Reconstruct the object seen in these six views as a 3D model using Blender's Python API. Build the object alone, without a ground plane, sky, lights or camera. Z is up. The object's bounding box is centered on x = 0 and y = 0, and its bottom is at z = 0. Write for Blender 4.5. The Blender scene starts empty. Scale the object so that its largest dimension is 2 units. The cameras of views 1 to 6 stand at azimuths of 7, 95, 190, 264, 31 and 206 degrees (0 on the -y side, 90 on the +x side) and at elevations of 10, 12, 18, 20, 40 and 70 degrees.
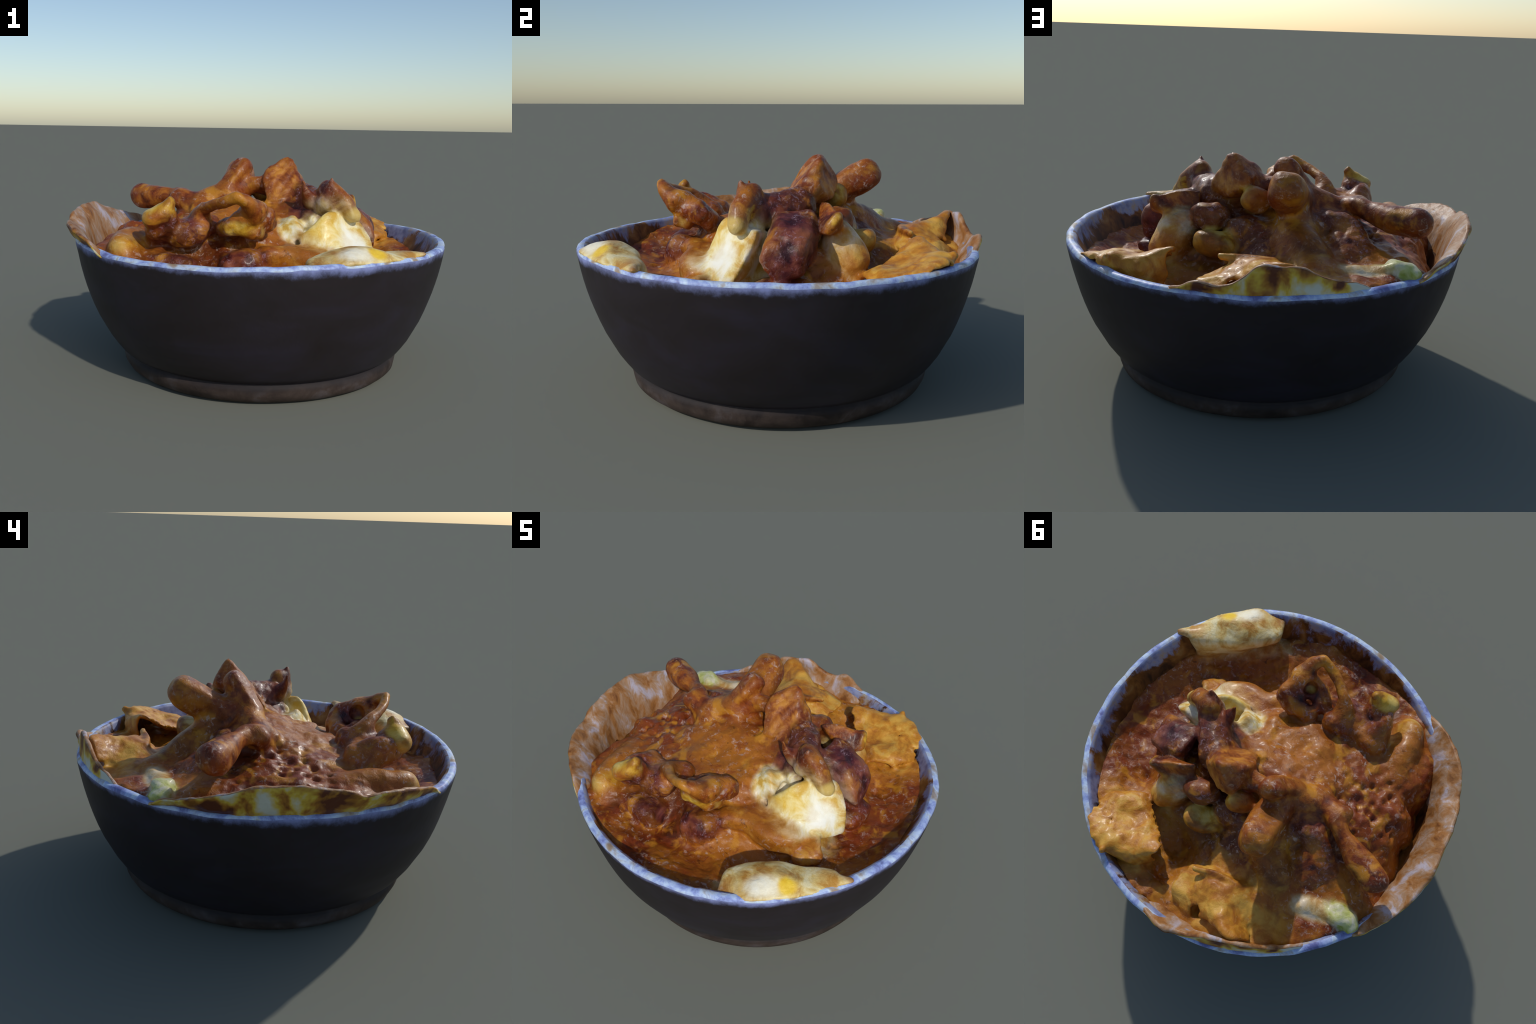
"""A dark glazed bowl heaped with chunky stew: beans, meat, potato, cheese.

The bowl is a lathe with a slightly uneven rim.  The stew is one smooth solid:
a mounded sauce surface into which every bean, chunk and cheese sheet is melted
with a smooth union; the surface is then split into the named pieces.
"""
import bpy, math
import numpy as np

# ------------------------------------------------------------------ helpers
def lin(r, g, b):
    f = lambda c: c / 12.92 if c <= 0.04045 else ((c + 0.055) / 1.055) ** 2.4
    return (f(r / 255), f(g / 255), f(b / 255), 1.0)

def hash3(ix, iy, iz, seed):
    n = (ix * 374761393 + iy * 668265263 + iz * 2147483647 + seed * 1274126177) & 0xFFFFFFFF
    n = ((n ^ (n >> 13)) * 1274126177) & 0xFFFFFFFF
    n = ((n ^ (n >> 16)) * 2246822519) & 0xFFFFFFFF
    return ((n ^ (n >> 15)) & 0xFFFFFF) / float(0xFFFFFF)

def value_noise(P, freq, seed=0):
    """Smooth 3D value noise in -1..1 at the points P."""
    Q = P * freq
    I = np.floor(Q).astype(np.int64)
    f = Q - I
    f = f * f * f * (f * (f * 6 - 15) + 10)
    out = np.zeros(len(P))
    for dx in (0, 1):
        for dy in (0, 1):
            for dz in (0, 1):
                w = (f[:, 0] if dx else 1 - f[:, 0]) * (f[:, 1] if dy else 1 - f[:, 1]) * (f[:, 2] if dz else 1 - f[:, 2])
                out += w * hash3(I[:, 0] + dx, I[:, 1] + dy, I[:, 2] + dz, seed)
    return out * 2 - 1

def fbm(P, freq, seed=0, octaves=3):
    s = np.zeros(len(P)); a = 1.0
    for o in range(octaves):
        s += a * value_noise(P + 7.3 * o, freq * 2 ** o, seed + o)
        a *= 0.5
    return s / 1.75

def cells(P, freq, seed=0):
    """Distance to the nearest feature point of a jittered lattice."""
    Q = P * freq
    I = np.floor(Q).astype(np.int64)
    best = np.full(len(P), 9.0)
    for dx in (-1, 0, 1):
        for dy in (-1, 0, 1):
            for dz in (-1, 0, 1):
                J = I + (dx, dy, dz)
                F = np.stack([hash3(J[:, 0], J[:, 1], J[:, 2], seed + s) for s in (0, 1, 2)], 1)
                best = np.minimum(best, np.sum((J + F - Q) ** 2, 1))
    return np.sqrt(best)

def smooth01(x):
    x = np.clip(x, 0, 1)
    return x * x * (3 - 2 * x)

# ------------------------------------------------------------------ bowl form
RIM_R = [0.9800, 0.0230, -0.0120, 0.0060, -0.0020, -0.0050, -0.0006, 0.0010, 0.0040]
RIM_Z = [0.6988, 0.0029, -0.0048, 0.0044, -0.001, -0.0039, -0.0023, 0.0007, 0.0039]

def fourier(c, th):
    v = np.full_like(np.asarray(th, float), c[0])
    for k in range(1, (len(c) + 1) // 2):
        v = v + c[2 * k - 1] * np.cos(k * th) + c[2 * k] * np.sin(k * th)
    return v

def rim_radius(th): return fourier(RIM_R, th)
def rim_height(th): return fourier(RIM_Z, th)

# wall profile (radius, height); radius 0.975 at the rim is scaled by the rim curve
OUTER = [(0.0, 0.012), (0.55, 0.012), (0.63, 0.004), (0.682, 0.000), (0.712, 0.008), (0.736, 0.026),
         (0.747, 0.050), (0.751, 0.072), (0.750, 0.084), (0.745, 0.094), (0.737, 0.102),
         (0.743, 0.108), (0.762, 0.119), (0.780, 0.135), (0.799, 0.160), (0.826, 0.200),
         (0.852, 0.250), (0.878, 0.300), (0.898, 0.350), (0.915, 0.400), (0.930, 0.450), (0.943, 0.500),
         (0.955, 0.550), (0.965, 0.600), (0.972, 0.640), (0.977, 0.668), (0.9775, 0.684)]
LIP = [(0.974, 0.693), (0.967, 0.699), (0.956, 0.7005), (0.944, 0.699), (0.934, 0.694), (0.927, 0.684)]
INNER = [(0.921, 0.660), (0.903, 0.620), (0.872, 0.560), (0.830, 0.490), (0.785, 0.430), (0.730, 0.360),
         (0.650, 0.280), (0.550, 0.210), (0.400, 0.150), (0.0, 0.115)]

def inner_radius(z):
    r = [p[0] for p in INNER][::-1]; h = [p[1] for p in INNER][::-1]
    return np.interp(z, h, r)

# ------------------------------------------------------------------ materials
class Nodes:
    """Small wrapper that makes node trees readable."""
    def __init__(self, tree): self.t = tree
    def new(self, kind, **kw):
        n = self.t.nodes.new(kind)
        for k, v in kw.items():
            setattr(n, k, v)
        return n
    def link(self, a, b): self.t.links.new(a, b)
    def put(self, sock, v):
        if isinstance(v, bpy.types.NodeSocket): self.link(v, sock)
        else: sock.default_value = v
    def coords(self): return self.new('ShaderNodeTexCoord').outputs['Object']
    def noise(self, vec, scale, detail=4.0, rough=0.55, dist=0.0):
        n = self.new('ShaderNodeTexNoise')
        self.link(vec, n.inputs['Vector'])
        for k, v in (('Scale', scale), ('Detail', detail), ('Roughness', rough), ('Distortion', dist)):
            n.inputs[k].default_value = v
        return n.outputs['Fac']
    def voronoi(self, vec, scale, feature='F1'):
        n = self.new('ShaderNodeTexVoronoi', feature=feature)
        self.link(vec, n.inputs['Vector']); n.inputs['Scale'].default_value = scale
        return n.outputs['Distance']
    def stretch(self, vec, scale, rot=(0, 0, 0)):
        n = self.new('ShaderNodeMapping')
        self.link(vec, n.inputs['Vector']); n.inputs['Scale'].default_value = scale
        n.inputs['Rotation'].default_value = rot
        return n.outputs['Vector']
    def ramp(self, fac, stops):
        n = self.new('ShaderNodeValToRGB'); e = n.color_ramp.elements
        while len(e) < len(stops): e.new(0.5)
        for el, (p, c) in zip(e, stops):
            el.position = p; el.color = c
        self.link(fac, n.inputs['Fac'])
        return n.outputs['Color']
    def remap(self, v, a, b, lo=0.0, hi=1.0):
        n = self.new('ShaderNodeMapRange', interpolation_type='SMOOTHSTEP')
        self.put(n.inputs['Value'], v)
        for k, x in (('From Min', a), ('From Max', b), ('To Min', lo), ('To Max', hi)):
            n.inputs[k].default_value = x
        return n.outputs['Result']
    def math(self, op, a, b=0.0):
        n = self.new('ShaderNodeMath', operation=op)
        self.put(n.inputs[0], a); self.put(n.inputs[1], b)
        return n.outputs[0]
    def mix(self, fac, a, b):
        n = self.new('ShaderNodeMix', data_type='RGBA')
        self.put(n.inputs['Factor'], fac)
        self.put(n.inputs[6], a); self.put(n.inputs[7], b)
        return n.outputs[2]
    def spot(self, vec, centre, radii, wobble, soft=0.45, rot=(0, 0, 0)):
        """1 inside an ellipsoid round a point of the object, 0 outside, ragged edge."""
        s = self.new('ShaderNodeGroup'); s.node_tree = SPOT
        self.link(vec, s.inputs['Vector']); self.link(wobble, s.inputs['Wobble'])
        for k, v in (('Centre', centre), ('Rotation', rot), ('Radii', radii), ('Soft', soft)):
            s.inputs[k].default_value = v
        return s.outputs['Inside']
    def bump(self, height, strength, distance):
        n = self.new('ShaderNodeBump')
        self.link(height, n.inputs['Height'])
        n.inputs['Strength'].default_value = strength; n.inputs['Distance'].default_value = distance
        return n.outputs['Normal']

def spot_group():
    g = bpy.data.node_groups.new('ragged_spot', 'ShaderNodeTree')
    for k, kind in (('Vector', 'Vector'), ('Wobble', 'Float'), ('Centre', 'Vector'), ('Rotation', 'Vector'), ('Radii', 'Vector'), ('Soft', 'Float')):
        g.interface.new_socket(k, in_out='INPUT', socket_type='NodeSocket' + kind)
    g.interface.new_socket('Inside', in_out='OUTPUT', socket_type='NodeSocketFloat')
    n = Nodes(g)
    i = n.new('NodeGroupInput').outputs; out = n.new('NodeGroupOutput')
    m = n.new('ShaderNodeMapping', vector_type='TEXTURE')
    for a, b in (('Vector', 'Vector'), ('Centre', 'Location'), ('Rotation', 'Rotation'), ('Radii', 'Scale')):
        n.link(i[a], m.inputs[b])
    l = n.new('ShaderNodeVectorMath', operation='LENGTH'); n.link(m.outputs['Vector'], l.inputs[0])
    d = n.math('ADD', l.outputs['Value'], n.math('MULTIPLY', n.math('SUBTRACT', i['Wobble'], 0.5), 0.9))
    r = n.new('ShaderNodeMapRange', interpolation_type='SMOOTHSTEP')
    n.link(d, r.inputs['Value'])
    n.link(n.math('SUBTRACT', 1.0, i['Soft']), r.inputs['From Min'])
    n.link(n.math('ADD', 1.0, n.math('MULTIPLY', i['Soft'], 0.5)), r.inputs['From Max'])
    r.inputs['To Min'].default_value = 1.0; r.inputs['To Max'].default_value = 0.0
    n.link(r.outputs['Result'], out.inputs['Inside'])
    return g

SPOT = spot_group()

def material(name):
    m = bpy.data.materials.new(name); m.use_nodes = True
    m.node_tree.nodes.clear()
    n = Nodes(m.node_tree)
    out = n.new('ShaderNodeOutputMaterial'); bsdf = n.new('ShaderNodeBsdfPrincipled')
    n.link(bsdf.outputs[0], out.inputs[0])
    return m, n, bsdf

DARK_SAUCE = (0.055, 0.011, 0.004, 1)
RED_SAUCE = (0.205, 0.037, 0.006, 1)
BROWN_SAUCE = (0.300, 0.090, 0.011, 1)
OCHRE_SAUCE = (0.420, 0.145, 0.013, 1)
CHEESE = (0.580, 0.235, 0.022, 1)
PAINTED_GLINT = (0.52, 0.38, 0.31, 1)

# local tints of the sauce: centre, radii, colour, strength
SAUCE_TINTS = [
    ((0.50, 0.60, 0.72), (0.42, 0.38, 0.30), CHEESE, 0.80),
    ((-0.10, 0.78, 0.72), (0.40, 0.24, 0.25), CHEESE, 0.75),
    ((-0.10, -0.15, 0.83), (0.30, 0.22, 0.20), OCHRE_SAUCE, 0.70),
    ((0.30, -0.55, 0.62), (0.40, 0.28, 0.20), OCHRE_SAUCE, 0.75),
    ((-0.58, -0.45, 0.72), (0.16, 0.30, 0.16), OCHRE_SAUCE, 0.65),
    ((0.75, 0.05, 0.58), (0.22, 0.40, 0.16), RED_SAUCE, 0.75),
    ((-0.55, 0.00, 0.72), (0.30, 0.35, 0.20), RED_SAUCE, 0.70),
    ((0.30, 0.10, 0.90), (0.26, 0.30, 0.16), DARK_SAUCE, 0.75),
    ((0.10, 0.36, 0.72), (0.30, 0.20, 0.18), DARK_SAUCE, 0.75),
    ((-0.25, -0.55, 0.70), (0.26, 0.22, 0.16), DARK_SAUCE, 0.75),
    ((-0.40, 0.25, 0.80), (0.22, 0.22, 0.16), DARK_SAUCE, 0.70),
    ((-0.28, 0.48, 0.76), (0.16, 0.22, 0.16), OCHRE_SAUCE, 0.50),
]

def sauce_group():
    g = bpy.data.node_groups.new('sauce_colour', 'ShaderNodeTree')
    g.interface.new_socket('Vector', in_out='INPUT', socket_type='NodeSocketVector')
    g.interface.new_socket('Color', in_out='OUTPUT', socket_type='NodeSocketColor')
    g.interface.new_socket('Wobble', in_out='OUTPUT', socket_type='NodeSocketFloat')
    n = Nodes(g)
    vec = n.new('NodeGroupInput').outputs['Vector']; out = n.new('NodeGroupOutput')
    wobble = n.noise(vec, 7.0, 4, 0.6, 0.4)
    big = n.noise(vec, 4.5, 6, 0.6, 0.8)
    col = n.ramp(big, [(0.30, DARK_SAUCE), (0.44, RED_SAUCE), (0.54, BROWN_SAUCE), (0.68, OCHRE_SAUCE)])
    for c, r, colour, s in SAUCE_TINTS:
        f = n.math('MULTIPLY', n.spot(vec, c, r, wobble, 0.7), s)
        col = n.mix(f, col, colour)
    mid = n.noise(vec, 14, 5, 0.65, 0.6)
    col = n.mix(n.remap(mid, 0.52, 0.68, 0, 0.75), col, OCHRE_SAUCE)
    col = n.mix(n.remap(mid, 0.46, 0.32, 0, 0.65), col, RED_SAUCE)
    # dark spice streaks, orange oil, and wet glints painted as pale flecks in drifts
    spice = n.noise(n.stretch(vec, (1, 1.6, 1)), 19, 5, 0.6, 1.2)
    col = n.mix(n.remap(spice, 0.42, 0.28, 0, 0.7), col, DARK_SAUCE)
    oil = n.noise(vec, 10, 3, 0.5, 0.5)
    col = n.mix(n.remap(oil, 0.54, 0.68, 0, 0.7), col, (0.58, 0.25, 0.020, 1))
    drift = n.remap(n.noise(vec, 8, 3, 0.5), 0.40, 0.62)
    fleck = n.noise(vec, 34, 5, 0.7, 0.5)
    col = n.mix(n.math('MULTIPLY', n.remap(fleck, 0.53, 0.67, 0, 0.8), drift), col, PAINTED_GLINT)
    n.link(col, out.inputs['Color']); n.link(wobble, out.inputs['Wobble'])
    return g

SAUCE = None

def food_material(name, spots, rough=0.40, grain=None, bump=0.45):
    """Sauce everywhere, and the food's own colours inside the listed spots.
    A spot: (centre, radii, rotation, [two or three colours], softness, strength)."""
    m, n, bsdf = material(name)
    vec = n.coords()
    s = n.new('ShaderNodeGroup'); s.node_tree = SAUCE
    n.link(vec, s.inputs['Vector'])
    col, wobble = s.outputs['Color'], s.outputs['Wobble']
    tex = n.noise(vec, 11, 5, 0.6, 0.5)
    for centre, radii, rot, colours, soft, strength in spots:
        f = n.spot(vec, centre, radii, wobble, soft, rot)
        k = len(colours) - 1
        own = n.ramp(tex, [(0.38 + 0.23 * i / max(k, 1), c) for i, c in enumerate(colours)])
        col = n.mix(n.math('MULTIPLY', f, strength), col, own)
    if grain:
        scale, lo, hi, colour, amount = grain
        gr = n.noise(vec, scale, 6, 0.75, 1.0)
        patch = n.remap(n.noise(vec, 9, 3), 0.42, 0.6)
        f = n.math('MULTIPLY', n.remap(gr, lo, hi, 0, amount), patch)
        col = n.mix(f, col, colour)
    n.link(col, bsdf.inputs['Base Color'])
    bsdf.inputs['Roughness'].default_value = rough
    bsdf.inputs['Specular IOR Level'].default_value = 0.26
    bsdf.inputs['Coat Weight'].default_value = 0.08
    bsdf.inputs['Coat Roughness'].default_value = 0.2
    h = n.noise(vec, 27, 6, 0.65, 0.4)
    n.link(n.bump(h, bump, 0.012), bsdf.inputs['Normal'])
    return m

def bowl_materials():
    glaze_out, n, b = material('dark_glaze')
    vec = n.coords()
    f = n.noise(n.stretch(vec, (2.2, 2.2, 5.0)), 1.0, 5, 0.6, 0.5)
    col = n.ramp(f, [(0.32, (0.0190, 0.0142, 0.0145, 1)), (0.52, (0.0225, 0.0176, 0.0212, 1)), (0.70, (0.0265, 0.0215, 0.0320, 1))])
    speck = n.noise(vec, 60, 4, 0.7)
    col = n.mix(n.remap(speck, 0.6, 0.75, 0, 0.25), col, (0.04, 0.034, 0.032, 1))
    # worn blue edge of the glaze just below the lip
    sep = n.new('ShaderNodeSeparateXYZ'); n.link(vec, sep.inputs[0])
    ragged = n.math('MULTIPLY', n.math('SUBTRACT', n.noise(vec, 8, 6, 0.7), 0.5), 0.09)
    edge = n.remap(n.math('ADD', sep.outputs['Z'], ragged), 0.650, 0.705)
    col = n.mix(edge, col, (0.25, 0.29, 0.56, 1))
    n.link(col, b.inputs['Base Color'])
    b.inputs['Roughness'].default_value = 0.55
    b.inputs['Specular IOR Level'].default_value = 0.25
    n.link(n.bump(n.noise(vec, 14, 4), 0.15, 0.01), b.inputs['Normal'])

    rim, n, b = material('pale_blue_rim_glaze')
    vec = n.coords()
    f = n.noise(vec, 9, 6, 0.65, 0.4)
    col = n.ramp(f, [(0.34, (0.14, 0.15, 0.36, 1)), (0.45, (0.32, 0.40, 0.72, 1)), (0.57, (0.58, 0.72, 0.90, 1)), (0.70, (0.52, 0.45, 0.36, 1))])
    st = n.noise(vec, 9, 4, 0.55, 0.6)
    col = n.mix(n.remap(st, 0.50, 0.72, 0, 0.75), col, (0.26, 0.15, 0.06, 1))
    n.link(col, b.inputs['Base Color'])
    b.inputs['Roughness'].default_value = 0.45
    b.inputs['Specular IOR Level'].default_value = 0.3
    n.link(n.bump(n.noise(vec, 22, 4), 0.3, 0.01), b.inputs['Normal'])

    inside, n, b = material('sauce_stained_inner_glaze')
    vec = n.coords()
    f = n.noise(n.stretch(vec, (1, 1, 0.7)), 6.5, 6, 0.62, 0.5)
    stain = n.ramp(f, [(0.36, (0.030, 0.009, 0.003, 1)), (0.48, (0.12, 0.042, 0.008, 1)), (0.58, (0.24, 0.10, 0.018, 1)), (0.68, (0.34, 0.20, 0.07, 1))])
    blue = n.ramp(n.noise(vec, 11, 5, 0.65), [(0.36, (0.15, 0.17, 0.32, 1)), (0.52, (0.27, 0.31, 0.49, 1)), (0.66, (0.38, 0.31, 0.22, 1))])
    # glaze shows clean near the lip and in ragged patches lower down
    sep = n.new('ShaderNodeSeparateXYZ'); n.link(vec, sep.inputs[0])
    patch = n.noise(n.stretch(vec, (1, 1, 0.5)), 4.2, 6, 0.68, 0.4)
    level = n.math('ADD', sep.outputs['Z'], n.math('MULTIPLY', n.math('SUBTRACT', patch, 0.5), 0.55))
    col = n.mix(n.remap(level, 0.640, 0.690), stain, blue)
    n.link(col, b.inputs['Base Color'])
    b.inputs['Roughness'].default_value = 0.5
    b.inputs['Specular IOR Level'].default_value = 0.3

    foot, n, b = material('bare_clay_foot')
    vec = n.coords()
    f = n.noise(vec, 6, 6, 0.65, 0.4)
    col = n.ramp(f, [(0.35, (0.024, 0.016, 0.013, 1)), (0.52, (0.055, 0.038, 0.031, 1)), (0.68, (0.090, 0.076, 0.078, 1))])
    n.link(col, b.inputs['Base Color'])
    # the dark glaze laps unevenly over the top of the foot
    sep = n.new('ShaderNodeSeparateXYZ'); n.link(vec, sep.inputs[0])
    lap = n.math('ADD', sep.outputs['Z'], n.math('MULTIPLY', n.math('SUBTRACT', n.noise(vec, 5, 5, 0.6), 0.5), 0.10))
    col = n.mix(n.remap(lap, 0.055, 0.105), col, (0.0225, 0.0180, 0.0190, 1))
    n.link(col, b.inputs['Base Color'])
    b.inputs['Roughness'].default_value = 0.7
    b.inputs['Specular IOR Level'].default_value = 0.25
    n.link(n.bump(n.noise(vec, 50, 4), 0.3, 0.006), b.inputs['Normal'])
    return glaze_out, rim, inside, foot

# ------------------------------------------------------------------ mesh helpers
def vertex_normals(V, F):
    a, b, c, d = (V[F[:, i]] for i in range(4))
    fn = np.cross(c - a, d - b)
    N = np.zeros_like(V)
    for i in range(4):
        np.add.at(N, F[:, i], fn)
    return N / np.maximum(np.linalg.norm(N, axis=1, keepdims=True), 1e-12)

def add_object(name, V, F, mats, parent, normals=None):
    me = bpy.data.meshes.new(name)
    me.from_pydata(V.tolist(), [], F.tolist())
    for m in (mats if isinstance(mats, (list, tuple)) else [mats]):
        me.materials.append(m)
    me.shade_smooth()
    if normals is not None:
        me.normals_split_custom_set_from_vertices(normals.tolist())
    ob = bpy.data.objects.new(name, me)
    bpy.context.scene.collection.objects.link(ob)
    ob.parent = parent
    return ob

def split(V, F, N, face_label, specs, parent):
    """Make one object per label out of one smooth surface; borders coincide."""
    made = {}
    for lab, (name, mat) in specs.items():
        sel = F[face_label == lab]
        if len(sel) == 0: continue
        used, inv = np.unique(sel, return_inverse=True)
        made[lab] = add_object(name, V[used], inv.reshape(sel.shape), mat, parent, N[used])
    return made

# ------------------------------------------------------------------ scene root
root = bpy.data.objects.new('bowl_of_stew', None)
bpy.context.scene.collection.objects.link(root)
root['label'] = 'dark glazed bowl heaped with chunky bean, meat and potato stew'
root['category'] = 'stew bowl'
SAUCE = sauce_group()

# ------------------------------------------------------------------ build the bowl
def build_bowl():
    segs = 256
    th = np.linspace(0, 2 * np.pi, segs, endpoint=False)
    prof = OUTER + LIP + INNER
    # resample the wall a little finer
    pts = []
    for (a, b) in zip(prof, prof[1:]):
        n = max(1, int(math.dist(a, b) / 0.02))
        for i in range(n):
            t = i / n
            pts.append((a[0] + (b[0] - a[0]) * t, a[1] + (b[1] - a[1]) * t))
    pts.append(prof[-1])
    pts = [p for p in pts if p[0] > 1e-6]
    rows = len(pts)
    V = []
    for r, z in pts:
        k = smooth01((z - 0.08) / 0.45)           # how much of the rim's unevenness applies
        s = 1 + k * (rim_radius(th) / 0.9765 - 1)
        zz = z + k * (rim_height(th) - 0.6988)
        cx, cy = (0.030, -0.010) if z < 0.05 else (0.024, -0.007)
        V.append(np.stack([r * s * np.cos(th) + cx * (1 - k), r * s * np.sin(th) + cy * (1 - k), zz], 1))
    V = np.concatenate(V)
    # hand-made unevenness
    wob = fbm(V, 3.0, 5, 2) * 0.004 + fbm(V, 13.0, 9, 2) * 0.0045 * smooth01((V[:, 2] - 0.55) / 0.12)
    rad = V[:, :2] / np.maximum(np.linalg.norm(V[:, :2], axis=1, keepdims=True), 1e-9)
    V[:, :2] += rad * wob[:, None]
    V[:, 2] += fbm(V, 9.0, 21, 2) * 0.006 * smooth01((V[:, 2] - 0.6) / 0.08)
    i = np.arange(segs); j = (i + 1) % segs
    F = np.concatenate([np.stack([r * segs + i, r * segs + j, (r + 1) * segs + j, (r + 1) * segs + i], 1) for r in range(rows - 1)])
    z_row = np.array([p[1] for p in pts])
    top = int(np.argmax(z_row))
    lip0 = next(k for k in range(rows) if pts[k][1] > 0.6835)
    lip1 = next(k for k in range(top, rows) if pts[k][1] < 0.6992)
    foot = next(k for k in range(rows) if pts[k][1] >= 0.1015 and pts[k][0] > 0.7)
    lab_row = np.zeros(rows - 1, int)
    for k in range(rows - 1):
        lab_row[k] = 3 if k < foot else 0 if k < lip0 else 1 if k < lip1 else 2
    lab = np.repeat(lab_row, segs)
    # close the two poles
    c0, c1 = len(V), len(V) + 1
    V = np.concatenate([V, [[0, 0, 0.012], [0, 0, 0.115]]])
    h = i[::2]
    cap0 = np.stack([(h + 2) % segs, h + 1, h, np.full_like(h, c0)], 1)
    last = (rows - 1) * segs
    cap1 = np.stack([last + h, last + h + 1, last + (h + 2) % segs, np.full_like(h, c1)], 1)
    F = np.concatenate([F, cap0, cap1])
    lab = np.concatenate([lab, np.full(len(cap0), 3), np.full(len(cap1), 2)])
    N = vertex_normals(V, F)
    g_out, g_rim, g_in, g_foot = bowl_materials()
    bowl = bpy.data.objects.new('bowl', None)
    bpy.context.scene.collection.objects.link(bowl); bowl.parent = root
    split(V, F, N, lab, {0: ('outer_wall', g_out), 1: ('rim', g_rim), 2: ('inner_wall', g_in), 3: ('foot_ring', g_foot)}, bowl)
    return bowl

# ------------------------------------------------------------------ the stew
# points that the sauce surface passes through, below the pieces
SAUCE_POINTS = [
    (-.10, -.115, .812), (0, .03, .872), (-.25, 0, .87), (.07, .09, .90), (.20, .15, .885), (.18, .0, .885), (.18, -.14, .75), (0, -.30, .76), (-.02, -.41, .745), (.10, -.28, .785),
    (-.15, -.30, .785), (-.34, -.19, .785), (-.40, -.05, .80), (-.55, -.04, .75), (-.60, -.20, .74), (-.70, -.06, .755), (-.755, -.08, .735), (-.75, .08, .73),
    (-.70, -.30, .73), (-.74, -.28, .71), (-.69, .13, .705), (-.55, .16, .775), (0, -.52, .60), (.10, -.49, .585), (.125, -.395, .63),
    (.28, -.36, .58), (-.19, -.55, .55), (-.32, -.58, .57), (-.16, -.66, .53), (-.58, -.58, .65), (-.80, -.45, .655), (-.66, -.68, .675),
    (-.52, -.79, .65), (-.35, .05, .85), (-.20, .06, .875), (-.09, .15, .885), (-.52, .03, .78), (-.33, -.43, .715),
    (-.45, -.40, .72), (.24, -.745, .565), (0, -.80, .585), (-.20, -.80, .58), (-.40, -.78, .61), (.30, -.56, .505), (.05, -.62, .52),
    (.43, -.53, .455), (.56, -.36, .51), (.62, -.20, .49), (.62, .28, .50), (.50, .28, .655), (.62, .05, .52), (.50, -.42, .51),
    (.76, -.155, .535), (.80, .006, .525), (.75, .27, .565), (.46, .20, .70), (.52, -.68, .565), (.70, -.45, .55), (.35, .05, .82), (.25, .20, .76),
    (.10, .22, .80), (0, .26, .80), (.20, .40, .60), (.32, .46, .58), (.19, .74, .60), (.25, .59, .49), (.36, .76, .655), (.05, .45, .70),
    (-.20, .36, .80), (-.30, .50, .70), (-.39, .62, .70), (-.10, .50, .715), (-.10, .70, .69), (-.20, .85, .69), (-.50, .60, .70),
    (-.62, .45, .70), (-.45, .25, .76), (-.66, .30, .73), (.58, .48, .60), (.72, .45, .62), (-.76, .24, .67), (-.70, .39, .73), (-.84, .26, .56),
    (-.825, .03, .46), (-.825, -.20, .48), (-.05, .88, .66), (-.35, .80, .69), (.90, 0, .585), (0, -.92, .60), (.65, -.65, .58),
    (.86, .35, .61), (.62, .72, .62), (0, .95, .62), (-.70, .62, .68), (.88, -.35, .58), (-.28, .20, .86), (-.07, 0, .872),
]
# hollows under the sheets and between the pieces: centre, radius
HOLLOWS = [((.24, .70, .60), .06), ((.46, .64, .64), .055), ((.56, .65, .64), .045),
           ((.585, .71, .70), .026), ((-.02, .80, .655), .04), ((-.19, -.565, .64), .05),
           ((-.48, .14, .82), .035), ((-.02, -.47, .875), .035)]

def sauce_height(X, Y):
    """Biharmonic spline through SAUCE_POINTS."""
    C = np.array(SAUCE_POINTS)
    n = len(C)
    D = np.linalg.norm(C[:, None, :2] - C[None, :, :2], axis=2)
    A = np.zeros((n + 3, n + 3))
    A[:n, :n] = D + 0.004 * -np.eye(n)
    A[:n, n] = 1; A[:n, n + 1:] = C[:, :2]; A[n:, :n] = A[:n, n:].T
    w = np.linalg.solve(A, np.concatenate([C[:, 2], np.zeros(3)]))
    H = w[n] + w[n + 1] * X + w[n + 2] * Y
    for k in range(n):
        H = H + w[k] * np.hypot(X - C[k, 0], Y - C[k, 1])
    return H

def unit(v):
    v = np.array(v, float)
    return v / np.linalg.norm(v)

class Chunk:
    """Super-ellipsoid: p = 2 is an egg, p = 4 a rounded block."""
    def __init__(self, centre, along, radii, p=2.4, up=(0, 0, 1)):
        self.c = np.array(centre, float); self.r = radii; self.p = p
        u = unit(along); s = np.array(up, float)
        s = unit(s - u * (s @ u)); self.M = np.stack([u, np.cross(s, u), s])
    def box(self):
        e = np.abs(self.M.T) @ np.array(self.r)
        return self.c - e, self.c + e
    def dist(self, P):
        Q = (P - self.c) @ self.M.T
        A = np.abs(Q) / self.r + 1e-6
        f = np.sum(A ** self.p, -1) ** (1 / self.p)
        g = A ** (self.p - 1) / self.r * (f ** (1 - self.p))[..., None]
        return (f - 1) / np.sqrt(np.sum(g * g, -1))
    def rot(self):
        import mathutils
        return tuple(mathutils.Matrix(self.M.T.tolist()).to_euler())
    def spot(self, grow=1.1): return tuple(self.c), tuple(np.array(self.r) * grow), self.rot()

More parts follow.
